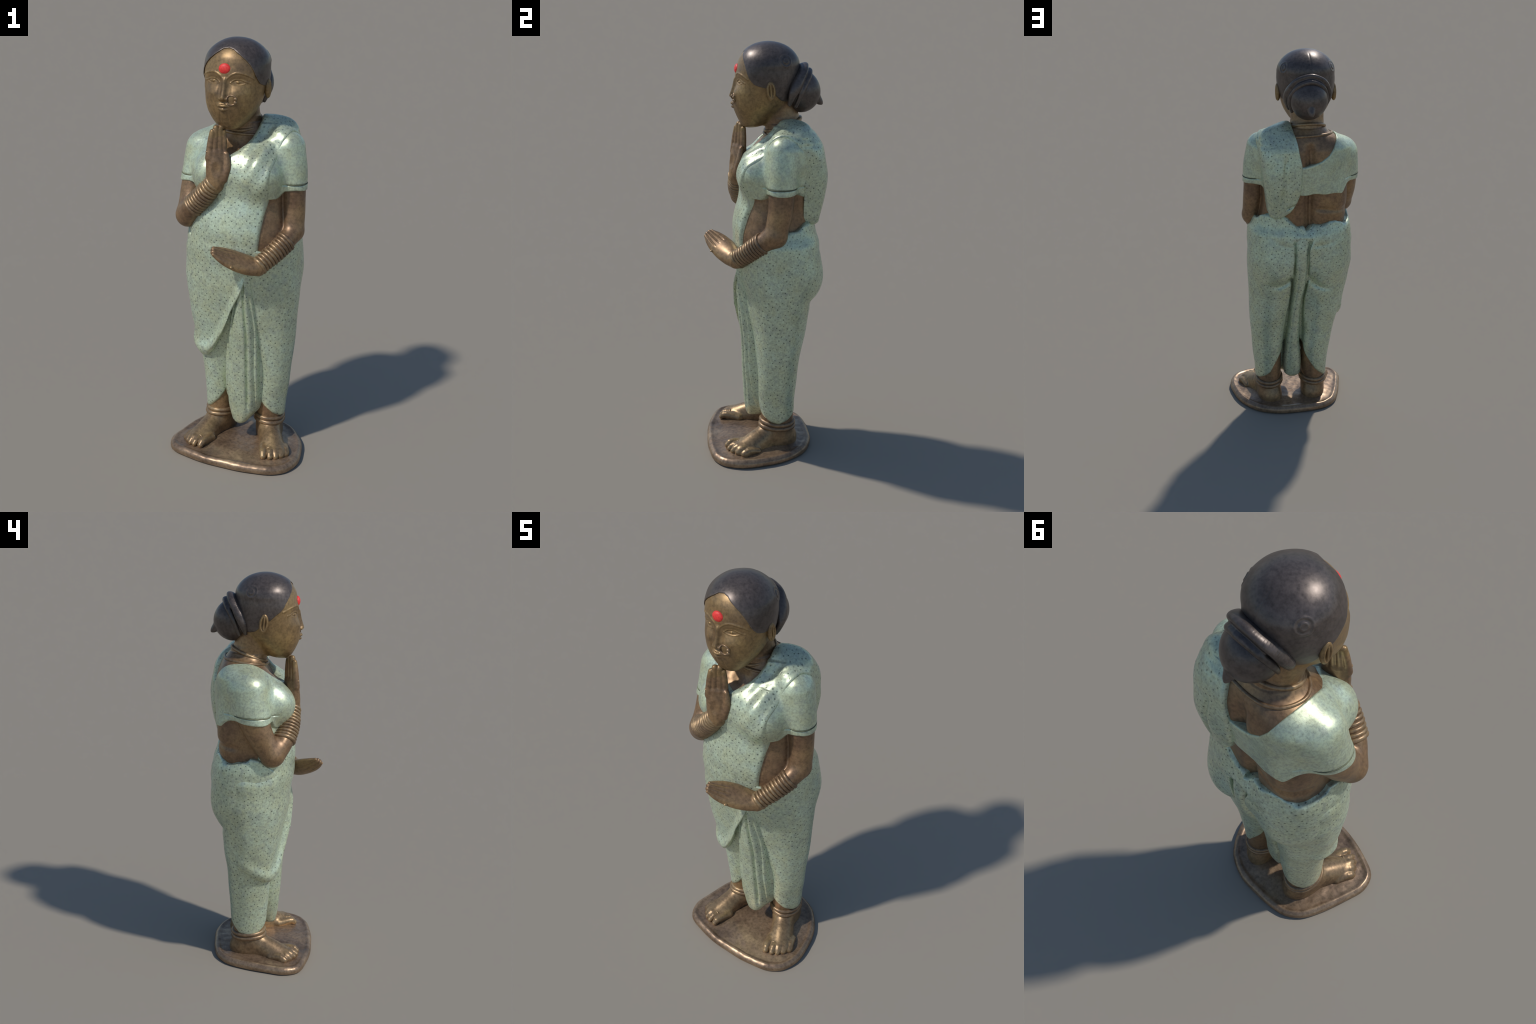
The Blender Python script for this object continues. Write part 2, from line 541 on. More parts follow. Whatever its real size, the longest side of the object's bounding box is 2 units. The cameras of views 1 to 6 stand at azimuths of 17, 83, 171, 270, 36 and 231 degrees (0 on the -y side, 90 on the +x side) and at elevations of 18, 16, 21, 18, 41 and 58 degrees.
# ---- arms -----------------------------------------------------------
upper_arm_l = tube([(0.178, 0.070, 1.512, 0.067, 0.070), (0.202, 0.060, 1.40, 0.061, 0.064), (0.214, 0.050, 1.25, 0.056, 0.059),
                    (0.222, 0.026, 1.135, 0.053, 0.054)], (1, 0, 0))
fore_arm_l = tube([(0.222, 0.024, 1.125, 0.053, 0.050), (0.202, -0.031, 1.090, 0.049, 0.046), (0.157, -0.092, 1.036, 0.044, 0.041),
                   (0.112, -0.144, 0.992, 0.040, 0.036)], (0.5, 0.2, 0.8))
upper_arm_r = tube([(-0.257, 0.092, 1.472, 0.068, 0.082), (-0.271, 0.076, 1.38, 0.064, 0.078), (-0.280, 0.024, 1.25, 0.059, 0.063),
                    (-0.279, -0.030, 1.168, 0.055, 0.057)], (1, 0, 0))
fore_arm_r = tube([(-0.278, -0.036, 1.165, 0.054, 0.054), (-0.232, -0.082, 1.225, 0.050, 0.050), (-0.168, -0.112, 1.295, 0.045, 0.044),
                   (-0.115, -0.120, 1.362, 0.040, 0.036)], (0.6, 0.3, -0.6))

# ---- hands ----------------------------------------------------------
def hand_rule(wrist, tip, width_dir, length, palm_w, palm_t, fingers, sag=0.0, thumb=None, fuse=0.005):
    """Flat hand: palm, four joined fingers and an optional thumb, in its own frame."""
    w0 = np.array(wrist, float); L = unit(np.array(tip, float) - w0)
    W = np.array(width_dir, float); W = unit(W - (W @ L) * L); N = np.cross(L, W)
    def at(s, w, n=0.0):
        return w0 + s * length * L + w * W + n * N
    palm = tube([(*at(-0.02, 0), palm_w * 0.80, palm_t * 1.25), (*at(0.18, 0, sag), palm_w * 0.98, palm_t * 1.25),
                 (*at(0.38, 0, sag), palm_w, palm_t), (*at(0.52, 0, sag * 0.5), palm_w * 0.92, palm_t * 0.72)], W)
    rods = []
    for w_a, w_b, s_end, r in fingers:
        rods.append(wire([(*at(0.45, w_a, sag * 0.4), r * 1.08), (*at(0.5 + 0.25 * s_end, 0.5 * (w_a + w_b)), r), (*at(s_end - 0.04, w_b), r * 0.84)], 8))
    def g(p):
        f = palm(p)
        k = None
        for r in rods:
            v = r(p)
            k = v if k is None else smin(k, v, F(fuse))
        f = smin(f, k, F(max(0.010, fuse * 1.6)))
        if thumb is not None:
            f = smin(f, thumb(p), F(0.012))
        return f
    return g

def paddle_hand(wrist, tip, width_dir, rows, fingers):
    """Closed, gently cupped hand: rows (share of length, half width, half thickness, lift), with grooves between the fingers."""
    w0, t0 = np.array(wrist, float), np.array(tip, float)
    L = unit(t0 - w0); length = float(np.linalg.norm(t0 - w0))
    W = np.array(width_dir, float); W = unit(W - (W @ L) * L); N = np.cross(L, W)
    body = tube([(*(w0 + s_ * length * L + lift * N), hw, ht) for s_, hw, ht, lift in rows], W, 40)
    def g(p):
        f = body(p)
        q = p - arr(w0)
        s_, w_ = (q @ arr(L)) / length, q @ arr(W)
        on = sstep(s_, 0.50, 0.62) * (np.abs(f) < 0.04)
        for c0, c1 in fingers:
            c_ = c0 + (c1 - c0) * np.clip((s_ - 0.5) * 2, 0, 1.2)
            f = f + (0.0035 * on * np.exp(-((w_ - c_) / 0.0035) ** 2)).astype(F)
        return f
    return g
hand_l = paddle_hand((0.108, -0.148, 0.988), (-0.078, -0.276, 1.084), (0.2, -0.84, -0.5),
                     [(-0.02, 0.042, 0.037, 0.0), (0.18, 0.052, 0.036, -0.008), (0.40, 0.056, 0.030, -0.010), (0.62, 0.052, 0.024, -0.008),
                      (0.80, 0.042, 0.019, -0.003), (0.93, 0.028, 0.015, 0.002)],
                     [(-0.026, -0.016), (0.0, 0.0), (0.026, 0.016)])
thumb_r = wire([(-0.076, -0.118, 1.380, 0.022), (-0.060, -0.112, 1.435, 0.017), (-0.068, -0.104, 1.492, 0.010)], 8)
hand_r = hand_rule((-0.112, -0.120, 1.355), (-0.113, -0.104, 1.616), (0.82, 0.57, 0), 0.262, 0.048, 0.031,
                   [(-0.037, -0.024, 0.935, 0.0152), (-0.013, -0.008, 1.0, 0.0162), (0.012, 0.010, 0.985, 0.0162), (0.035, 0.027, 0.93, 0.0146)],
                   thumb=thumb_r)

def arm_l(p):
    f = smin(upper_arm_l(p), fore_arm_l(p), F(0.02))
    return smin(f, hand_l(p), F(0.012))

palm_hollow = ellipsoid((-0.092, -0.166, 1.432), (0.026, 0.024, 0.042))
def arm_r(p):
    f = smin(upper_arm_r(p), fore_arm_r(p), F(0.02))
    f = smin(f, hand_r(p), F(0.012))
    return smax(f, -palm_hollow(p), F(0.010))

# ---- neck and head --------------------------------------------------
neck = tube([(-0.056, 0.125, 1.44, 0.100, 0.080), (-0.058, 0.115, 1.53, 0.100, 0.090), (-0.060, 0.100, 1.60, 0.087, 0.086), (-0.064, 0.085, 1.66, 0.085, 0.084), (-0.068, 0.060, 1.74, 0.090, 0.085)], (1, 0, 0))
skull_stack = stack([
    (1.600, -0.070, 0.026, -0.082, -0.020),
    (1.606, -0.071, 0.045, -0.096, 0.002),
    (1.625, -0.072, 0.070, -0.110, 0.035),
    (1.655, -0.072, 0.094, -0.125, 0.070),
    (1.69, -0.071, 0.114, -0.138, 0.105),
    (1.72, -0.070, 0.125, -0.143, 0.132),
    (1.76, -0.069, 0.134, -0.140, 0.158),
    (1.80, -0.068, 0.141, -0.131, 0.168),
    (1.85, -0.067, 0.145, -0.128, 0.172),
    (1.89, -0.066, 0.142, -0.119, 0.168),
    (1.920, -0.067, 0.126, -0.104, 0.156),
    (1.960, -0.066, 0.096, -0.066, 0.120)], 2.2, 2.0)
crown = ellipsoid((-0.066, 0.027, 1.872), (0.149, 0.150, 0.1225))
def skull(p):
    w = sstep(p[:, 2], 1.868, 1.925).astype(F)
    return skull_stack(p) * (1 - w) + crown(p) * w

def sd(x):          # mirrored side distance from the face's middle
    return np.abs(x - F(HX - 0.004))

nose = wire([(-0.077, -0.128, 1.825, 0.0075), (-0.077, -0.137, 1.785, 0.0085), (-0.078, -0.147, 1.750, 0.0105)], 8)
nostrils = [ellipsoid((HX - 0.004 + s * 0.013, -0.142, 1.745), (0.009, 0.010, 0.007)) for s in (-1, 1)]
def mirror(pts):
    c = HX - 0.004
    return [(2 * c - q[0],) + tuple(q[1:]) for q in pts]
brow_pts = [(-0.066, -0.131, 1.832, 0.003), (-0.050, -0.129, 1.847, 0.004), (-0.020, -0.119, 1.858, 0.0045), (0.012, -0.103, 1.852, 0.0045), (0.045, -0.076, 1.832, 0.003)]
lid_up = [(-0.050, -0.120, 1.815, 0.0025), (-0.032, -0.119, 1.828, 0.003), (-0.010, -0.113, 1.829, 0.003), (0.014, -0.099, 1.820, 0.003), (0.032, -0.086, 1.814, 0.002)]
lid_lo = [(-0.050, -0.121, 1.814, 0.002), (-0.034, -0.121, 1.807, 0.0025), (-0.012, -0.115, 1.805, 0.0025), (0.012, -0.100, 1.811, 0.002)]
def face_base(p):
    """Skull with eye sockets and cheeks, before the raised features."""
    g = skull(p)
    x = sd(p[:, 0]); z = p[:, 2]
    front = p[:, 1] < -0.03
    e = F(0.010) * np.exp(-((x - 0.054) / 0.034) ** 2 - ((z - 1.820) / 0.019) ** 2)
    e = e - F(0.006) * np.exp(-((x - 0.060) / 0.035) ** 2 - ((z - 1.765) / 0.030) ** 2)
    e = e + F(0.004) * np.exp(-((x - 0.022) / 0.010) ** 2 - ((z - 1.775) / 0.030) ** 2)
    e = e + F(0.006) * np.exp(-((z - 1.730) / 0.007) ** 2 - (x / 0.020) ** 2)
    e = e + F(0.0025) * np.exp(-((x - 0.016 - (1.69 - z) * 0.1) / 0.004) ** 2) * sstep(z, 1.625, 1.65) * (1 - sstep(z, 1.675, 1.692))
    return np.where(front, g + e, g).astype(F)

def on_face(x, z, out=0.0):
    ys = np.linspace(-0.19, 0.03, 221)
    v = face_base(np.stack([np.full(221, x), ys, np.full(221, z)], 1).astype(F))
    i = int(np.argmax(v < 0))
    return float(ys[i]) - out if (v < 0).any() else 0.0
def laid(pts, sink):
    """Lay a feature line on the face, sunk by a share of its own radius."""
    return [(q[0], on_face(q[0], q[2]) + sink * q[3], q[2], q[3]) for q in pts]

face_wires = []
for pts in (brow_pts, lid_up, lid_lo):
    face_wires += [wire(laid(pts, 0.3), 10), wire(laid(mirror(pts), 0.3), 10)]
EYE_X = [HX - 0.004 + s_ * 0.058 for s_ in (-1, 1)]
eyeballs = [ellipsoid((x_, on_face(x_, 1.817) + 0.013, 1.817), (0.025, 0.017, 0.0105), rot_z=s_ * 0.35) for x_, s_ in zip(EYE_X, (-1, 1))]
pupils = [ellipsoid((x_, on_face(x_, 1.817) - 0.003, 1.817), (0.006, 0.004, 0.006)) for x_ in EYE_X]
lip_up = wire([(-0.102, -0.137, 1.710, 0.003), (-0.088, -0.144, 1.715, 0.006), (-0.077, -0.146, 1.713, 0.006), (-0.066, -0.144, 1.715, 0.006), (-0.052, -0.137, 1.710, 0.003)], 10)
lip_lo = wire([(-0.096, -0.137, 1.700, 0.003), (-0.077, -0.142, 1.697, 0.007), (-0.058, -0.137, 1.700, 0.003)], 8)

def head(p):
    f = face_base(p)
    near = (p[:, 1] < -0.03) & (p[:, 2] < 1.90)
    if near.any():
        q = p[near]; g = f[near]
        g = smin(g, nose(q), F(0.012))
        for n_ in nostrils:
            g = smin(g, n_(q), F(0.006))
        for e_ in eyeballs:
            g = smin(g, e_(q), F(0.004))
        for e_ in pupils:
            g = smin(g, e_(q), F(0.002))
        for w_ in face_wires:
            g = smin(g, w_(q), F(0.004))
        g = smin(g, lip_up(q), F(0.005))
        g = smin(g, lip_lo(q), F(0.006))
        f = f.copy(); f[near] = g
    return f

def skin_body(p):
    f = smin(bare_torso(p), neck(p), F(0.04))
    # collarbones: a soft hollow at the base of the throat
    f = f + F(0.020) * np.exp(-(((p[:, 0] + 0.055) / 0.04) ** 2 + ((p[:, 1] + 0.02) / 0.04) ** 2 + ((p[:, 2] - 1.525) / 0.035) ** 2))
    f = smin(f, head(p), F(0.022))
    f = smin(f, smin(arm_l(p), arm_r(p), F(0.004)), F(0.010))
    return f + F(0.0007) * lumps(p, 55.0, 3)

# =====================================================================
#  5. Clothing shapes
# =====================================================================
BX, BY = -0.03, 0.06
def heading(p, cx=BX, cy=BY):
    """Angle round a vertical axis in degrees: 0 front, 90 her left, 180 back."""
    return np.degrees(np.arctan2(p[:, 0] - F(cx), -(p[:, 1] - F(cy))))

def by_angle(a, table):
    t = sorted(table)
    x = [r[0] for r in t]; y = [r[1] for r in t]
    x = [x[-1] - 360] + x + [x[0] + 360]; y = [y[-1]] + y + [y[0]]
    return np.interp(a, x, y).astype(F)

def neck_opening(p):
    """Positive inside the neck opening of blouse and drape."""
    x, z = p[:, 0], p[:, 2]
    zf = np.interp(x, [-0.25, -0.205, -0.185, -0.165, -0.12, -0.064, -0.03, 0.0, 0.02, 0.035, 0.05, 0.08],
                   [1.70, 1.60, 1.565, 1.530, 1.502, 1.482, 1.502, 1.528, 1.556, 1.60, 1.66, 1.80])
    zb = np.interp(x, [-0.25, -0.205, -0.190, -0.175, -0.148, -0.11, -0.075, -0.03, 0.03, 0.06, 0.10],
                   [1.75, 1.605, 1.563, 1.530, 1.492, 1.465, 1.450, 1.438, 1.436, 1.60, 1.80])
    w = sstep(p[:, 1], 0.06, 0.15)
    zl = zf * (1 - w) + zb * w
    return ((z - zl) * 0.75).astype(F)

def cloth_torso(p):
    f = torso(p)
    f = smin(f, neck(p), F(0.03))
    return f

def blouse(p):
    f = cloth_torso(p) - F(0.008)
    sl = np.minimum(upper_arm_l(p), upper_arm_r(p)) - F(0.007)
    # armhole creases stay soft
    f = smin(f, sl, F(0.036))
    side = sstep(np.abs(p[:, 0] + 0.035), 0.185, 0.225)
    hem = 1.286 + 0.038 * side + 0.003 * np.sin(p[:, 0] * 60)
    f = smax(f, (hem - p[:, 2]).astype(F), F(0.008))
    # sleeve band: a groove just above the hem
    band = (np.abs(p[:, 0] + 0.035) > 0.21) & (p[:, 2] < 1.40)
    f = f + np.where(band, F(0.0035) * np.exp(-((p[:, 2] - 1.354) / F(0.0035)) ** 2), 0)
    f = smax(f, neck_opening(p), F(0.010))
    return f + F(0.0012) * lumps(p, 40.0, 5)

FRONT_DRAPE = [(-0.066, 1.480), (-0.03, 1.502), (0.0, 1.528), (0.02, 1.556), (0.035, 1.60), (0.045, 1.645), (0.09, 1.66), (0.205, 1.66), (0.196, 1.605),
               (0.165, 1.545), (0.150, 1.48), (0.143, 1.42), (0.130, 1.30), (0.116, 1.24), (0.104, 1.15), (0.099, 1.08), (0.097, 1.02), (0.08, 0.96), (0.04, 0.94),
               (-0.36, 0.94), (-0.33, 1.15), (-0.28, 1.25), (-0.23, 1.36), (-0.15, 1.445)]
BACK_DRAPE = [(0.035, 1.66), (0.026, 1.62), (0.008, 1.53), (-0.008, 1.45), (-0.012, 1.37), (-0.004, 1.30), (0.018, 1.234), (0.048, 1.195), (0.085, 1.172), (0.130, 1.158),
              (0.152, 1.170), (0.164, 1.200), (0.172, 1.27), (0.188, 1.36), (0.198, 1.46), (0.211, 1.53), (0.212, 1.60), (0.205, 1.66)]
pallu_pad = tube([(0.098, 0.155, 1.580, 0.092, 0.058), (0.094, 0.199, 1.50, 0.098, 0.066), (0.090, 0.220, 1.38, 0.100, 0.066), (0.090, 0.212, 1.28, 0.094, 0.057), (0.108, 0.200, 1.19, 0.066, 0.045)], (1, 0, 0))
shoulder_pad = tube([(0.060, 0.105, 1.600, 0.045, 0.045), (0.125, 0.085, 1.565, 0.045, 0.045), (0.180, 0.072, 1.530, 0.048, 0.048)], (0, 1, 0))

def drape(p):
    thin = (1 - sstep(p[:, 0], -0.16, -0.05)) * sstep(p[:, 2], 1.22, 1.30)
    f = cloth_torso(p) - F(0.015) + F(0.0085) * thin.astype(F) + (0.006 * (1 - sstep(p[:, 2], 1.02, 1.15)) + 0.022 * (1 - sstep(p[:, 2], 0.95, 1.06))).astype(F)
    f = smin(f, pallu_pad(p), F(0.03))
    f = smin(f, shoulder_pad(p), F(0.05))
    f = smin(f, upper_arm_l(p) - F(0.017), F(0.020))
    x, y, z = p[:, 0], p[:, 1], p[:, 2]
    mf = polygon2d(x, z, FRONT_DRAPE)
    mb = polygon2d(x, z, BACK_DRAPE)
    w = sstep(y, 0.06, 0.13).astype(F)
    mb = np.maximum(mb, (0.165 - 1.2 * np.maximum(z - 1.36, 0) - y) * 0.8)
    m = mf * (1 - w) + mb * w
    m = np.maximum(m, np.where(x < -0.15, (y - 0.035 + 0.5 * np.maximum(1.12 - z, 0) * -1.0), -1.0))
    # long folds running from the shoulder down across the chest
    front = (1 - sstep(y, 0.02, 0.10)) * sstep(z, 1.30, 1.42)
    u = (x - 0.12) * 0.86 - (z - 1.50) * 0.50
    f = f + (F(0.0042) * front * np.sin(u * 76.0 + 0.9 * np.sin(z * 13.0)) * sstep(x, -0.03, 0.05)).astype(F)
    # folds and gathered end at the back
    back = sstep(y, 0.12, 0.17) * sstep(z, 1.15, 1.22)
    f = f - (0.004 * sstep(y, 0.12, 0.17)).astype(F)
    f = f + (F(0.009) * back * np.exp(-((x - 0.088 + (z - 1.35) * 0.10) / 0.010) ** 2) * sstep(z, 1.20, 1.26) * (1 - sstep(z, 1.46, 1.52))).astype(F)
    f = f + (F(0.010) * back * np.exp(-((z - 1.222 - (0.062 - x) * 0.30) / 0.009) ** 2) * (1 - sstep(x, 0.06, 0.085))).astype(F)
    f = smax(f, m.astype(F), F(0.016))
    f = smax(f, (z - (1.652 - 0.15 * np.maximum(x - 0.06, 0))).astype(F), F(0.014))
    return f + F(0.0012) * lumps(p, 38.0, 9)

# ---- skirt ----------------------------------------------------------
hips = stack([
    (0.34, 0.000, 0.040, 0.000, 0.040),
    (0.42, -0.005, 0.110, -0.030, 0.060),
    (0.50, -0.010, 0.165, -0.060, 0.090),
    (0.60, -0.018, 0.198, -0.080, 0.125),
    (0.70, -0.024, 0.232, -0.100, 0.165),
    (0.78, -0.026, 0.252, -0.115, 0.200),
    (0.86, -0.026, 0.268, -0.128, 0.236),
    (0.94, -0.025, 0.277, -0.133, 0.262),
    (1.00, -0.025, 0.280, -0.140, 0.268),
    (1.06, -0.026, 0.278, -0.145, 0.262),
    (1.12, -0.030, 0.262, -0.146, 0.246),
    (1.20, -0.034, 0.242, -0.142, 0.236)], 2.1, 2.8)
leg_l = tube([(0.142, 0.044, 0.13, 0.071, 0.082), (0.144, 0.043, 0.30, 0.084, 0.090), (0.142, 0.052, 0.50, 0.103, 0.105), (0.133, 0.066, 0.68, 0.119, 0.126), (0.114, 0.080, 0.86, 0.136, 0.145)], (1, 0, 0))
leg_r = tube([(-0.112, 0.044, 0.13, 0.070, 0.086), (-0.117, 0.047, 0.30, 0.081, 0.097), (-0.133, 0.053, 0.50, 0.097, 0.113), (-0.156, 0.062, 0.68, 0.113, 0.130), (-0.156, 0.074, 0.86, 0.132, 0.147)], (1, 0, 0))
buttock_l = ellipsoid((0.118, 0.122, 0.905), (0.128, 0.150, 0.142))
buttock_r = ellipsoid((-0.158, 0.116, 0.895), (0.124, 0.142, 0.145))
HEM_L = [(-150, 0.282), (-120, 0.352), (-90, 0.392), (-50, 0.332), (-25, 0.264), (-5, 0.227), (25, 0.190), (60, 0.168), (90, 0.159), (130, 0.172), (160, 0.192), (180, 0.212)]
HEM_R = [(150, 0.282), (120, 0.352), (90, 0.412), (50, 0.322), (25, 0.262), (5, 0.220), (-25, 0.180), (-60, 0.152), (-90, 0.144), (-130, 0.155), (-160, 0.187), (180, 0.217)]
WAIST = [(0, 1.06), (50, 1.05), (75, 1.075), (95, 1.135), (115, 1.168), (140, 1.180), (152, 1.150), (165, 1.120), (180, 1.098), (-165, 1.108), (-148, 1.128), (-132, 1.128),
         (-115, 1.108), (-103, 1.113), (-92, 1.150), (-82, 1.130), (-60, 1.08), (-30, 1.06)]
def seam(pts, n=12):
    """A crease seen square on from behind: rows (x, z)."""
    w = wire([(x, 0.0, z, 0.0) for x, z in pts], n)
    def g(p):
        q = p.copy(); q[:, 1] = 0
        return w(q)
    return g
crease_l = seam([(0.030, 0.815), (0.060, 0.785), (0.110, 0.768), (0.175, 0.785)])
crease_r = seam([(-0.060, 0.805), (-0.105, 0.762), (-0.165, 0.740), (-0.235, 0.752)])
fold_r = seam([(-0.085, 1.012), (-0.15, 1.018), (-0.215, 1.036), (-0.275, 1.070)])
fold_l = seam([(0.055, 1.010), (0.11, 1.030), (0.17, 1.075), (0.205, 1.150)])

def skirt_form(p):
    legs = np.minimum(leg_l(p), leg_r(p))
    f = smin(hips(p), legs, F(0.05))
    f = smin(f, smin(buttock_l(p), buttock_r(p), F(0.02)), F(0.035))
    return f

rear_form = stack([
    (0.162, 0.009, 0.026, 0.020, 0.090),
    (0.182, 0.009, 0.046, 0.010, 0.102),
    (0.25, 0.010, 0.051, 0.000, 0.112),
    (0.38, 0.011, 0.041, 0.000, 0.124),
    (0.50, 0.006, 0.034, 0.000, 0.140),
    (0.65, 0.000, 0.031, 0.000, 0.176),
    (0.80, -0.010, 0.036, 0.050, 0.240),
    (0.90, -0.010, 0.040, 0.080, 0.263),
    (0.98, -0.011, 0.045, 0.080, 0.268),
    (1.04, -0.018, 0.058, 0.080, 0.262),
    (1.09, -0.026, 0.078, 0.080, 0.246),
    (1.16, -0.028, 0.085, 0.080, 0.225)], 2.8)
def waist_line(p):
    a = heading(p)
    return by_angle(a, WAIST) + F(0.006) * np.sin(a * F(0.22)) + F(0.004) * lumps(p, 120.0, 2)
def skirt(p):
    f = skirt_form(p)
    rear = sstep(p[:, 1], 0.08, 0.14).astype(F)
    for w_, d_, wd in ((crease_l, 0.018, 0.018), (crease_r, 0.020, 0.018), (fold_r, 0.006, 0.014), (fold_l, 0.004, 0.016)):
        out = 1 - 0.85 * sstep(np.abs(p[:, 0] + 0.012), 0.06, 0.22)
        f = f + rear * F(d_) * out.astype(F) * np.exp(-(np.maximum(w_(p), 0) / F(wd)) ** 2)
    f = f + rear * (0.014 * np.exp(-((p[:, 0] + 0.030) / 0.06) ** 2) * sstep(p[:, 2], 1.04, 1.12)).astype(F)
    # channel in which the rear pleat hangs
    floor = np.interp(p[:, 2], [0.2, 0.5, 0.65, 0.80, 0.90, 0.98, 1.03, 1.08], [0.06, 0.085, 0.115, 0.165, 0.205, 0.228, 0.250, 0.30])
    slot = smax(rear_form(p) - F(0.012) - F(0.006) * (1 - sstep(p[:, 2], 0.72, 0.86)).astype(F), (floor - p[:, 1]).astype(F), F(0.012))
    f = smax(f, -slot, F(0.018))
    hem = np.where(p[:, 0] > 0.012, by_angle(heading(p, 0.142, 0.046), HEM_L), by_angle(heading(p, -0.112, 0.044), HEM_R))
    f = smax(f, (hem - p[:, 2]) * F(0.8), F(0.020))
    f = smax(f, (p[:, 2] - waist_line(p)) * F(0.9), F(0.012))
    return f + F(0.0014) * lumps(p, 36.0, 12)

FLAP_EDGE = [(70, 1.0), (45, 0.90), (36, 0.80), (29, 0.72), (25, 0.655), (20, 0.60), (12, 0.548), (4, 0.508), (-10, 0.476), (-30, 0.462), (-50, 0.470), (-75, 0.498), (-105, 0.540), (-125, 0.568), (-150, 0.60), (-175, 0.64)]
def flap(p):
    a = heading(p, -0.13, 0.05)
    edge = by_angle(a, FLAP_EDGE)
    fade = sstep(-a, 100, 150) + sstep(a, 34, 60)
    roll = np.exp(-((p[:, 2] - edge - 0.035) / F(0.035)) ** 2) * (1 - 0.6 * sstep(-a, 55, 110))
    roll = roll * (1 - np.minimum(fade, 1))
    f = skirt_form(p) - F(0.008) - (F(0.020) + F(0.016) * sstep(a, -25, 12) * (1 - 0.75 * sstep(p[:, 2], 0.70, 0.90))).astype(F) * roll.astype(F) + (fade * 0.028).astype(F)
    f = smax(f, (edge - p[:, 2]) * F(0.75), F(0.010))
    f = smax(f, (p[:, 0] - F(0.05)) * F(0.7), F(0.02))
    f = smax(f, p[:, 2] - F(1.06), F(0.06))
    return f + F(0.0014) * lumps(p, 36.0, 14)

pleat_form = stack([
    (0.138, 0.022, 0.012, -0.086, -0.050),
    (0.148, 0.024, 0.034, -0.094, -0.020),
    (0.175, 0.030, 0.055, -0.102, 0.010),
    (0.215, 0.037, 0.074, -0.108, 0.020),
    (0.300, 0.037, 0.094, -0.114, 0.030),
    (0.420, 0.036, 0.098, -0.118, 0.030),
    (0.560, 0.034, 0.092, -0.123, 0.030),
    (0.700, 0.032, 0.080, -0.135, 0.030),
    (0.850, 0.034, 0.066, -0.144, 0.030),
    (0.950, 0.036, 0.055, -0.144, 0.030),
    (1.020, 0.036, 0.045, -0.140, 0.030)], 2.6)
def front_pleats(p):
    f = pleat_form(p)
    z = p[:, 2]
    low = 1 - sstep(z, 0.60, 0.95)
    amp = sstep(z, 0.18, 0.30) * (1 - sstep(z, 0.85, 0.97))
    fr = 1 - sstep(p[:, 1], -0.07, -0.02)
    for x0, x1, d in ((-0.042, 0.000, 0.008), (-0.022, 0.018, 0.005), (0.062, 0.050, 0.013), (0.092, 0.072, 0.010), (0.115, 0.090, 0.008)):
        xc = x0 * low + x1 * (1 - low) + 0.03 * (0.35 - z) * (x0 > 0.05)
        f = f + (d * amp * fr * np.exp(-((p[:, 0] - xc) / 0.0065) ** 2)).astype(F)
    f = f + (0.018 * sstep(p[:, 0], 0.035, 0.115) * fr).astype(F)
    return f + F(0.001) * lumps(p, 40.0, 21)

def rear_pleat(p):
    f = smax(rear_form(p), (p[:, 2] - waist_line(p) - F(0.002)) * F(0.9), F(0.012))
    return f + F(0.001) * lumps(p, 45.0, 23)

# ---- hair -----------------------------------------------------------
def hair(p):
    f = skull(p) - F(0.0055)
    x = sd(p[:, 0]); y, z = p[:, 1], p[:, 2]
    front = np.interp(x, [0, 0.024, 0.06, 0.085, 0.105, 0.119, 0.130, 0.140, 0.150], [1.958, 1.953, 1.930, 1.910, 1.888, 1.866, 1.835, 1.808, 1.796])
    side = np.interp(y, [-0.02, 0.02, 0.045, 0.075, 0.13, 0.20], [1.796, 1.792, 1.762, 1.734, 1.718, 1.705])
    w = sstep(y, -0.03, 0.01)
    edge = front * (1 - w) + side * w
    f = smax(f, ((edge - z) * 0.7).astype(F), F(0.007))
    # parting and two ring ornaments
    f = f + (F(0.001) * np.exp(-((p[:, 0] + 0.068) / 0.004) ** 2) * sstep(y, 0.08, 0.12)).astype(F)
    for c in ((0.065, 0.096, 1.921), (-0.196, 0.102, 1.923)):
        d = np.sqrt(((p - arr(c)) ** 2).sum(1))
        f = f - F(0.0015) * (np.exp(-((d - 0.030) / 0.0035) ** 2) + np.exp(-((d - 0.013) / 0.003) ** 2)) + F(0.0012) * np.exp(-((d - 0.021) / 0.004) ** 2)
    return f + F(0.0006) * lumps(p, 50.0, 31)

bun_body = ellipsoid((-0.054, 0.180, 1.768), (0.095, 0.096, 0.100), rot_x=0.25)
def bun(p):
    return bun_body(p) + F(0.001) * lumps(p, 45.0, 33)
knob = wire([(-0.051, 0.254, 1.738, 0.024), (-0.051, 0.272, 1.717, 0.016), (-0.051, 0.281, 1.708, 0.008)], 8)
def bun_knob(p):
    return smin(knob(p), bun_body(p) + F(0.004), F(0.012))
band_form = tube([(0.034, 0.114, 1.715, 0.008, 0.012), (0.054, 0.130, 1.770, 0.022, 0.016), (0.030, 0.160, 1.832, 0.029, 0.018), (-0.018, 0.181, 1.870, 0.032, 0.018), (-0.064, 0.187, 1.879, 0.032, 0.018),
                  (-0.106, 0.181, 1.866, 0.032, 0.018), (-0.146, 0.158, 1.826, 0.029, 0.018), (-0.164, 0.134, 1.770, 0.022, 0.016), (-0.144, 0.118, 1.718, 0.008, 0.012)], (0, 0.85, 0.5), 60)
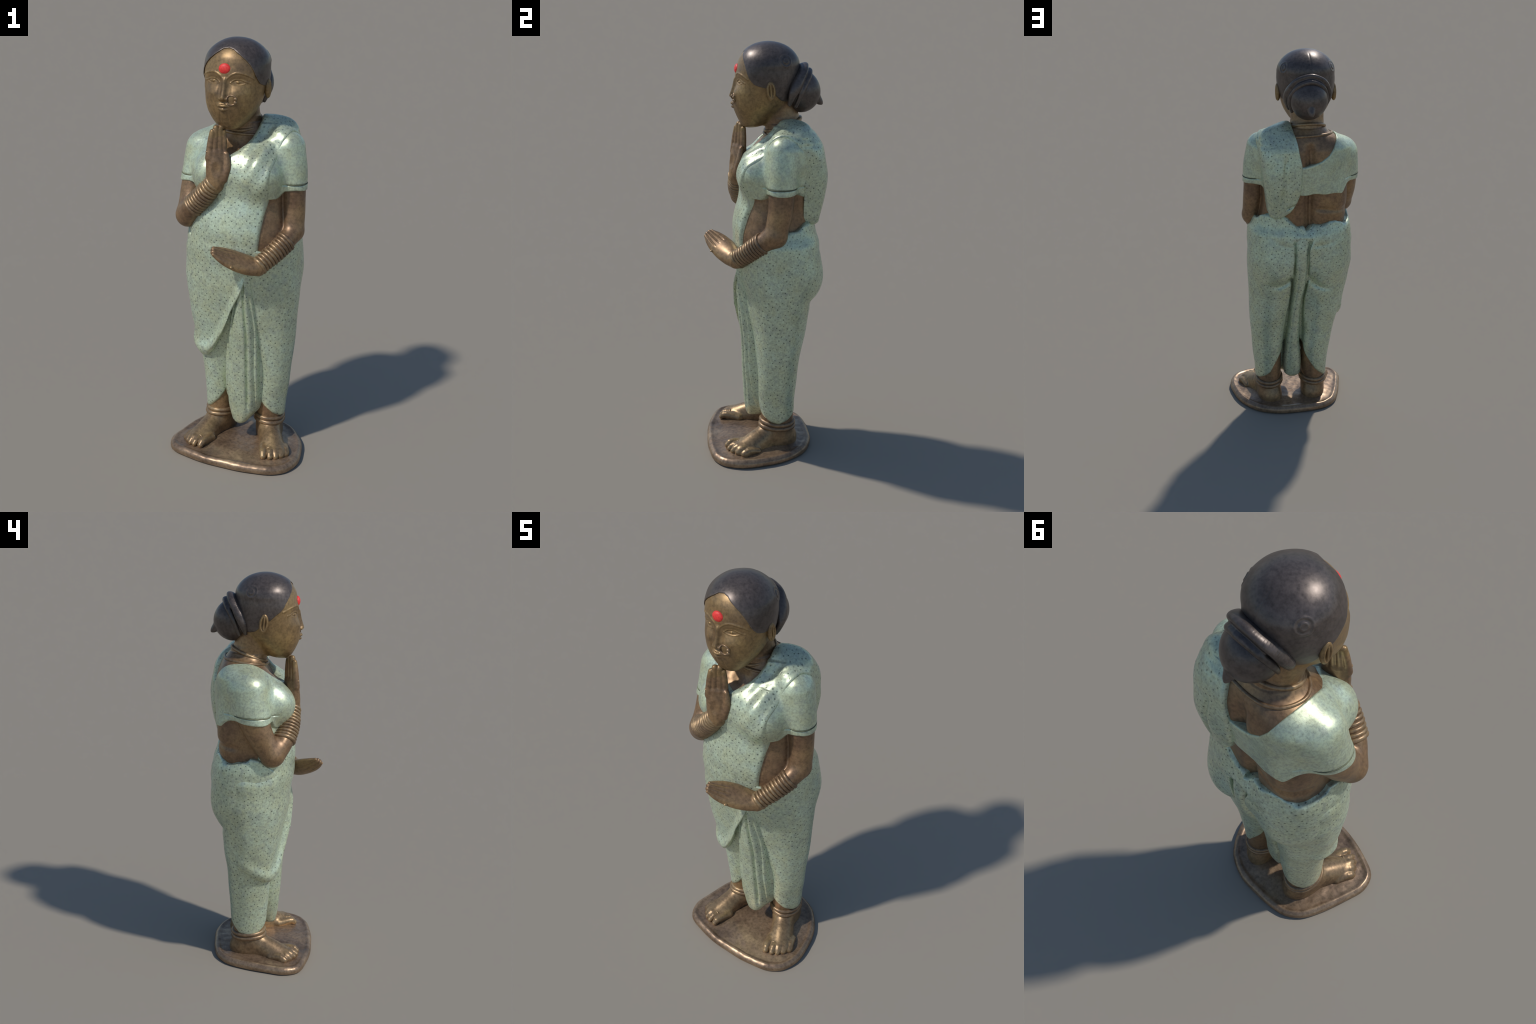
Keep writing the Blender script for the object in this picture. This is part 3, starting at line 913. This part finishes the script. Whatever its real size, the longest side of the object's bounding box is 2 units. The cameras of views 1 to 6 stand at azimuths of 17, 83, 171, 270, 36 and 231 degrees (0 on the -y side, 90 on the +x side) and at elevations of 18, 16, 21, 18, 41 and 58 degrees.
band_rim = wire([(0.026, 0.146, 1.705, 0.008), (0.042, 0.168, 1.760, 0.012), (0.021, 0.199, 1.820, 0.013), (-0.020, 0.217, 1.853, 0.013), (-0.058, 0.223, 1.862, 0.013),
                 (-0.096, 0.217, 1.851, 0.013), (-0.132, 0.199, 1.816, 0.013), (-0.146, 0.172, 1.763, 0.012), (-0.130, 0.148, 1.708, 0.008)], 28)
def hair_fold(p):
    """One broad wrapped band of hair with a rolled rim."""
    return smin(band_form(p), band_rim(p), F(0.014)) + F(0.0012) * lumps(p, 60.0, 35)

def ear_rule(c, sx, tilt):
    outer = ellipsoid(c, (0.016, 0.022, 0.046), rot_x=tilt)
    o = np.array(c) + np.array([sx * 0.013, 0, 0.002])
    dip = ellipsoid(o, (0.010, 0.0125, 0.034), rot_x=tilt)
    ridge = wire([(o[0] - sx * 0.006, o[1] - 0.003, o[2] + 0.026, 0.004), (o[0] - sx * 0.005, o[1] + 0.001, o[2] - 0.026, 0.004)], 5)
    def g(p):
        f = smax(outer(p), -dip(p), F(0.005))
        return smin(f, ridge(p), F(0.003))
    return g

# ---- feet -----------------------------------------------------------
def foot_rule(heel, ankle, toe_tips, toe_base_dir, radii):
    heel, ankle = np.array(heel, float), np.array(ankle, float)
    tips = [np.array(t, float) for t in toe_tips]
    d = unit(np.array(toe_base_dir, float))
    front = sum(tips) / 5 - d * 0.047
    side = np.array([-d[1], d[0], 0])
    body = tube([(heel[0], heel[1] - 0.036, 0.045, 0.050, 0.064), (ankle[0] + d[0] * 0.02, ankle[1] + d[1] * 0.02, 0.048, 0.053, 0.085),
                 (*(0.5 * (ankle[:2] + front[:2]) + d[:2] * 0.02), 0.045, 0.058, 0.064), (*front[:2], 0.038, 0.070, 0.033)], side)
    shin = tube([(ankle[0], ankle[1] + 0.012, 0.06, 0.066, 0.074), (ankle[0], ankle[1], 0.12, 0.067, 0.079), (ankle[0], ankle[1], 0.18, 0.067, 0.080), (ankle[0], ankle[1], 0.45, 0.072, 0.088)], (1, 0, 0))
    instep = cone((*(ankle[:2] + d[:2] * 0.035), 0.098), (*(front[:2]), 0.050), 0.048, 0.030)
    toes = [wire([(*(t - d * 0.105 * (0.85 if i else 1.0)), r * 1.0), (*(t - d * 0.035 + np.array([0, 0, 0.012])), r * 0.98), (*(t - d * r * 0.8), r * 0.80)], 7)
            for i, (t, r) in enumerate(zip(tips, radii))]
    def g(p):
        f = smin(body(p), shin(p), F(0.03))
        f = smin(f, instep(p), F(0.03))
        k = None
        for t in toes:
            v = t(p); k = v if k is None else smin(k, v, F(0.003))
        f = smin(f, k, F(0.016))
        return np.maximum(f, F(0.028) - p[:, 2]) + F(0.0007) * lumps(p, 60.0, 41)
    return g
def toe_row(a, b, za=0.052, zb=0.046, bow=0.02, out=(0, -1)):
    ts = np.array([0, 0.29, 0.53, 0.76, 1.0])
    res = []
    for t in ts:
        q = (1 - t) * np.array(a) + t * np.array(b) + bow * math.sin(math.pi * t) * np.array(out)
        res.append((q[0], q[1], za + (zb - za) * t))
    return res
D_L, D_R = unit((0.30, -0.95, 0)), unit((-0.32, -0.95, 0))
TOES_L = toe_row((0.190, -0.222), (0.286, -0.146), bow=0.018, out=(0.3, -0.95))
TOES_R = toe_row((-0.140, -0.226), (-0.236, -0.160), bow=0.018, out=(-0.3, -0.95))
TR = (0.0195, 0.0165, 0.0155, 0.0145, 0.0120)
foot_l = foot_rule((0.128, 0.132), (0.140, 0.046), TOES_L, D_L, TR)
foot_r = foot_rule((-0.100, 0.122), (-0.112, 0.044), TOES_R, D_R, TR)

# ---- base plate -----------------------------------------------------
BASE_OUTLINE = closed_curve([(-0.313, -0.145), (-0.290, -0.213), (-0.180, -0.268), (-0.08, -0.292), (0.018, -0.301), (0.153, -0.299), (0.254, -0.279), (0.305, -0.245), (0.342, -0.165),
                             (0.338, -0.045), (0.317, 0.039), (0.275, 0.115), (0.220, 0.177), (0.12, 0.220), (0.006, 0.227), (-0.095, 0.219), (-0.160, 0.203), (-0.218, 0.158), (-0.263, 0.063), (-0.299, -0.064)], 90)
def plate(p):
    d = polygon2d(p[:, 0], p[:, 1], BASE_OUTLINE) + F(0.0015)
    rim = F(0.004) * np.exp(-((d + 0.020) / F(0.010)) ** 2)
    top = F(0.035) + F(0.011) * sstep(-d, 0.03, 0.13) + rim + F(0.0016) * lumps(p, 30.0, 51) + F(0.0007) * lumps(p, 110.0, 52)
    f = smax(d + F(0.001) * lumps(p, 28.0, 53), p[:, 2] - top, F(0.022))
    return smax(f, -p[:, 2], F(0.012))

# =====================================================================
#  6. Build
# =====================================================================
# -- skin: one surface, separated into anatomical parts
WL, WR = arr((0.108, -0.148, 0.988)), arr((-0.112, -0.122, 1.355))
def skin_part(c):
    al, ar, body = arm_l(c), arm_r(c), np.minimum(torso(c), neck(c))
    hd = head(c)
    out = np.full(len(c), 2)                                     # torso
    out[(neck(c) < torso(c) + 0.004) & (c[:, 2] > 1.54)] = 1      # neck
    out[(hd < body) & (c[:, 2] > 1.60 + 0.30 * (c[:, 1] + 0.02))] = 0
    left = (al < body) & (c[:, 0] > -0.1) & (al < ar); right = (ar < body) & (ar < al) & ~(out == 0)
    out[left] = 3; out[right] = 4
    ax = arr(unit((-0.62, -0.62, -0.48)))
    out[left & (((c - WL) @ ax) > 0)] = 5
    ar_ax = arr(unit((0.50, -0.02, 0.62)))
    out[right & (((c - WR) @ ar_ax) > 0)] = 6
    return out
skin = split_solid(skin_body, (-0.37, -0.33, 0.90), (0.31, 0.27, 2.01), 0.0026, skin_part,
                   {0: ('head', MAT_FACE), 1: ('neck', MAT_SKIN), 2: ('torso', MAT_SKIN), 3: ('arm', MAT_SKIN), 4: ('arm', MAT_SKIN), 5: ('hand', MAT_SKIN), 6: ('hand', MAT_SKIN)},
                   hidden=lambda c: np.minimum(np.minimum(blouse(c), drape(c)), np.minimum(skirt(c), hair(c))))
HEAD, NECK = skin[0], skin[1]
ARM = {'l': skin[3], 'r': skin[4]}

# -- clothing
solid('blouse', blouse, (-0.37, -0.18, 1.25), (0.31, 0.28, 1.66), 0.0030, MAT_BLOUSE)
solid('sari_drape', lambda p: smin(drape(p), flap(p), F(0.035)), (-0.37, -0.22, 0.40), (0.31, 0.33, 1.68), 0.0032, MAT_SARI)
solid('sari_skirt', skirt, (-0.34, -0.19, 0.12), (0.28, 0.30, 1.21), 0.0030, MAT_SARI)
solid('front_pleats', front_pleats, (-0.09, -0.18, 0.12), (0.15, 0.04, 1.03), 0.0028, MAT_SARI)
solid('rear_pleat', rear_pleat, (-0.13, -0.02, 0.14), (0.08, 0.29, 1.17), 0.0030, MAT_SARI)

# -- hair
HAIR = solid('hair', hair, (-0.24, -0.15, 1.68), (0.10, 0.21, 2.02), 0.0024, MAT_HAIR)
BUN = solid('hair_bun', bun, (-0.17, 0.05, 1.64), (0.06, 0.29, 1.88), 0.0026, MAT_HAIR, HAIR)
solid('bun_knob', bun_knob, (-0.17, 0.05, 1.64), (0.06, 0.30, 1.88), 0.0026, MAT_HAIR, HAIR)
solid('hair_fold', hair_fold, (-0.22, 0.08, 1.68), (0.10, 0.27, 1.93), 0.0024, MAT_HAIR, HAIR)
for c, s, tl in (((0.079, 0.022, 1.783), 1, 0.08), ((-0.213, 0.036, 1.778), -1, 0.10)):
    solid('ear', ear_rule(c, s, tl), np.array(c) - 0.06, np.array(c) + 0.06, 0.0016, MAT_FACE, HEAD)

# -- dark line above each cuff
for arm_, c_ in ((upper_arm_l, (0.206, 0.058, 1.354)), (upper_arm_r, (-0.273, 0.066, 1.354))):
    loop = wrapped_ring(lambda p: arm_(p) - F(0.007), c_, (0, 0, 1), -0.0022, 64, 0.11, (0, 1, 0))
    v, q = ring_mesh(loop, 0.0031, 8)
    add_object('cuff_line', v, q, MAT_LINE)
# -- finger rings
for c_, parent in (((-0.148, -0.138, 1.502), skin[6]), ((0.020, -0.260, 1.013), skin[5])):
    solid('finger_ring', ellipsoid(c_, (0.008, 0.009, 0.0055)), np.array(c_) - 0.015, np.array(c_) + 0.015, 0.0016, MAT_RING, parent)

# -- feet, with the ankle above them
for f_, lo, hi in ((foot_l, (0.04, -0.28, 0.02), (0.34, 0.17, 0.46)), (foot_r, (-0.30, -0.28, 0.02), (-0.02, 0.17, 0.46))):
    prt = split_solid(f_, lo, hi, 0.0022, lambda c: (c[:, 2] > 0.165).astype(int), {0: ('foot', MAT_FOOT), 1: ('leg', MAT_SKIN)})
solid('base', plate, (-0.34, -0.33, -0.01), (0.37, 0.26, 0.06), 0.0030, MAT_BASE)

# -- anklets: two wires round each ankle
for f_, c, lean in ((foot_l, (0.140, 0.046), 0.10), (foot_r, (-0.112, 0.044), -0.06)):
    for k, z in enumerate((0.134, 0.155)):
        loop = wrapped_ring(f_, (c[0], c[1], z), (lean * 0.5, 0.10, 1.0), -0.001)
        v, q = ring_mesh(loop, 0.0125 if k == 0 else 0.0115, 12)
        add_object('anklet', v, q, MAT_RING)

# -- toe rings
for f_, tip, d in ((foot_l, TOES_L[1], D_L), (foot_r, TOES_R[1], D_R)):
    c = np.array(tip) - d * 0.058 + np.array([0, 0, 0.012])
    a = np.linspace(0, 2 * np.pi, 28, endpoint=False)
    sd_ = np.array([-d[1], d[0], 0])
    loop = c + 0.0165 * (np.cos(a)[:, None] * sd_ + np.sin(a)[:, None] * np.array([0, 0, 1.0]))
    v, q = ring_mesh(loop, 0.0045, 8)
    add_object('toe_ring', v, q, MAT_RING)

# -- bangles along both forearms
def bangles(arm_rule, p0, p1, n, r0, parent, bend):
    p0, p1 = np.array(p0, float), np.array(p1, float)
    for i in range(n):
        t = i / (n - 1)
        c = p0 + (p1 - p0) * t + np.array(bend) * math.sin(math.pi * t)
        ax = unit((p1 - p0)) + RNG.normal(size=3) * 0.015
        loop = wrapped_ring(arm_rule, c, ax, -0.0015, 56, 0.085, (0.3, 0.5, 0.8))
        thick = r0 * (1.22 if i in (0, n - 1) else 1.0) * RNG.uniform(0.94, 1.06)
        v, q = ring_mesh(loop, thick, 10)
        add_object('bangle', v, q, MAT_RING, parent)
bangles(fore_arm_l, (0.203, -0.030, 1.092), (0.114, -0.141, 0.995), 11, 0.0084, ARM['l'], (-0.004, 0.0, 0.004))
bangles(fore_arm_r, (-0.228, -0.086, 1.230), (-0.118, -0.120, 1.356), 11, 0.0084, ARM['r'], (0.0, -0.004, 0.0))

# -- necklaces
neck_form = lambda p: smin(smin(torso(p), neck(p), F(0.04)), head(p), F(0.022))
loop = wrapped_ring(neck, (-0.061, 0.096, 1.612), (0, -0.36, 1.0), 0.003)
v, q = ring_mesh(loop, 0.0090, 10); add_object('necklace', v, q, MAT_RING, NECK)
loop = wrapped_ring(lambda p: smin(torso(p), neck(p), F(0.04)), (-0.060, 0.105, 1.578), (0.04, -0.10, 1.0), 0.000)
v, q = ring_mesh(loop, 0.007, 10); add_object('necklace', v, q, MAT_RING, NECK)

# -- bindi and nose ring
BINDI_Y = on_face(-0.080, 1.872) + 0.005
def bindi(p):
    return ellipsoid((-0.080, BINDI_Y, 1.872), (0.0280, 0.0150, 0.0245))(p) + F(0.0003) * lumps(p, 220.0, 61)
solid('bindi', bindi, (-0.115, -0.150, 1.84), (-0.045, -0.095, 1.905), 0.0015, MAT_BINDI, HEAD)
c = np.array((-0.040, -0.138, 1.741)); nrm = unit((0.32, -0.94, 0.0))
e1 = unit(np.cross(nrm, (0, 0, 1))); e2 = np.cross(e1, nrm)
a = np.linspace(0, 2 * np.pi, 40, endpoint=False)
loop = c + 0.0215 * (np.cos(a)[:, None] * e1 + np.sin(a)[:, None] * e2)
loop = np.array([q_ + nrm * np.clip(float(skin_body(q_[None].astype(F))[0]) * -1.0, -0.02, 0.02) for q_ in loop])
v, q = ring_mesh(loop, 0.0040, 8)
NOSE_RING = add_object('nose_ring', v, q, MAT_RING, HEAD)
for ang in (0.35, -0.45):
    side = 1 if (e1[0] > 0) else -1
    b = c + 0.0195 * (side * math.cos(ang) * e1 + math.sin(ang) * e2)
    b = b + nrm * (0.003 - float(skin_body(b[None].astype(F))[0]))
    solid('bead', ellipsoid(b, (0.0080, 0.0080, 0.0080)), b - 0.012, b + 0.012, 0.0014, MAT_RING, NOSE_RING)

bpy.context.view_layer.update()
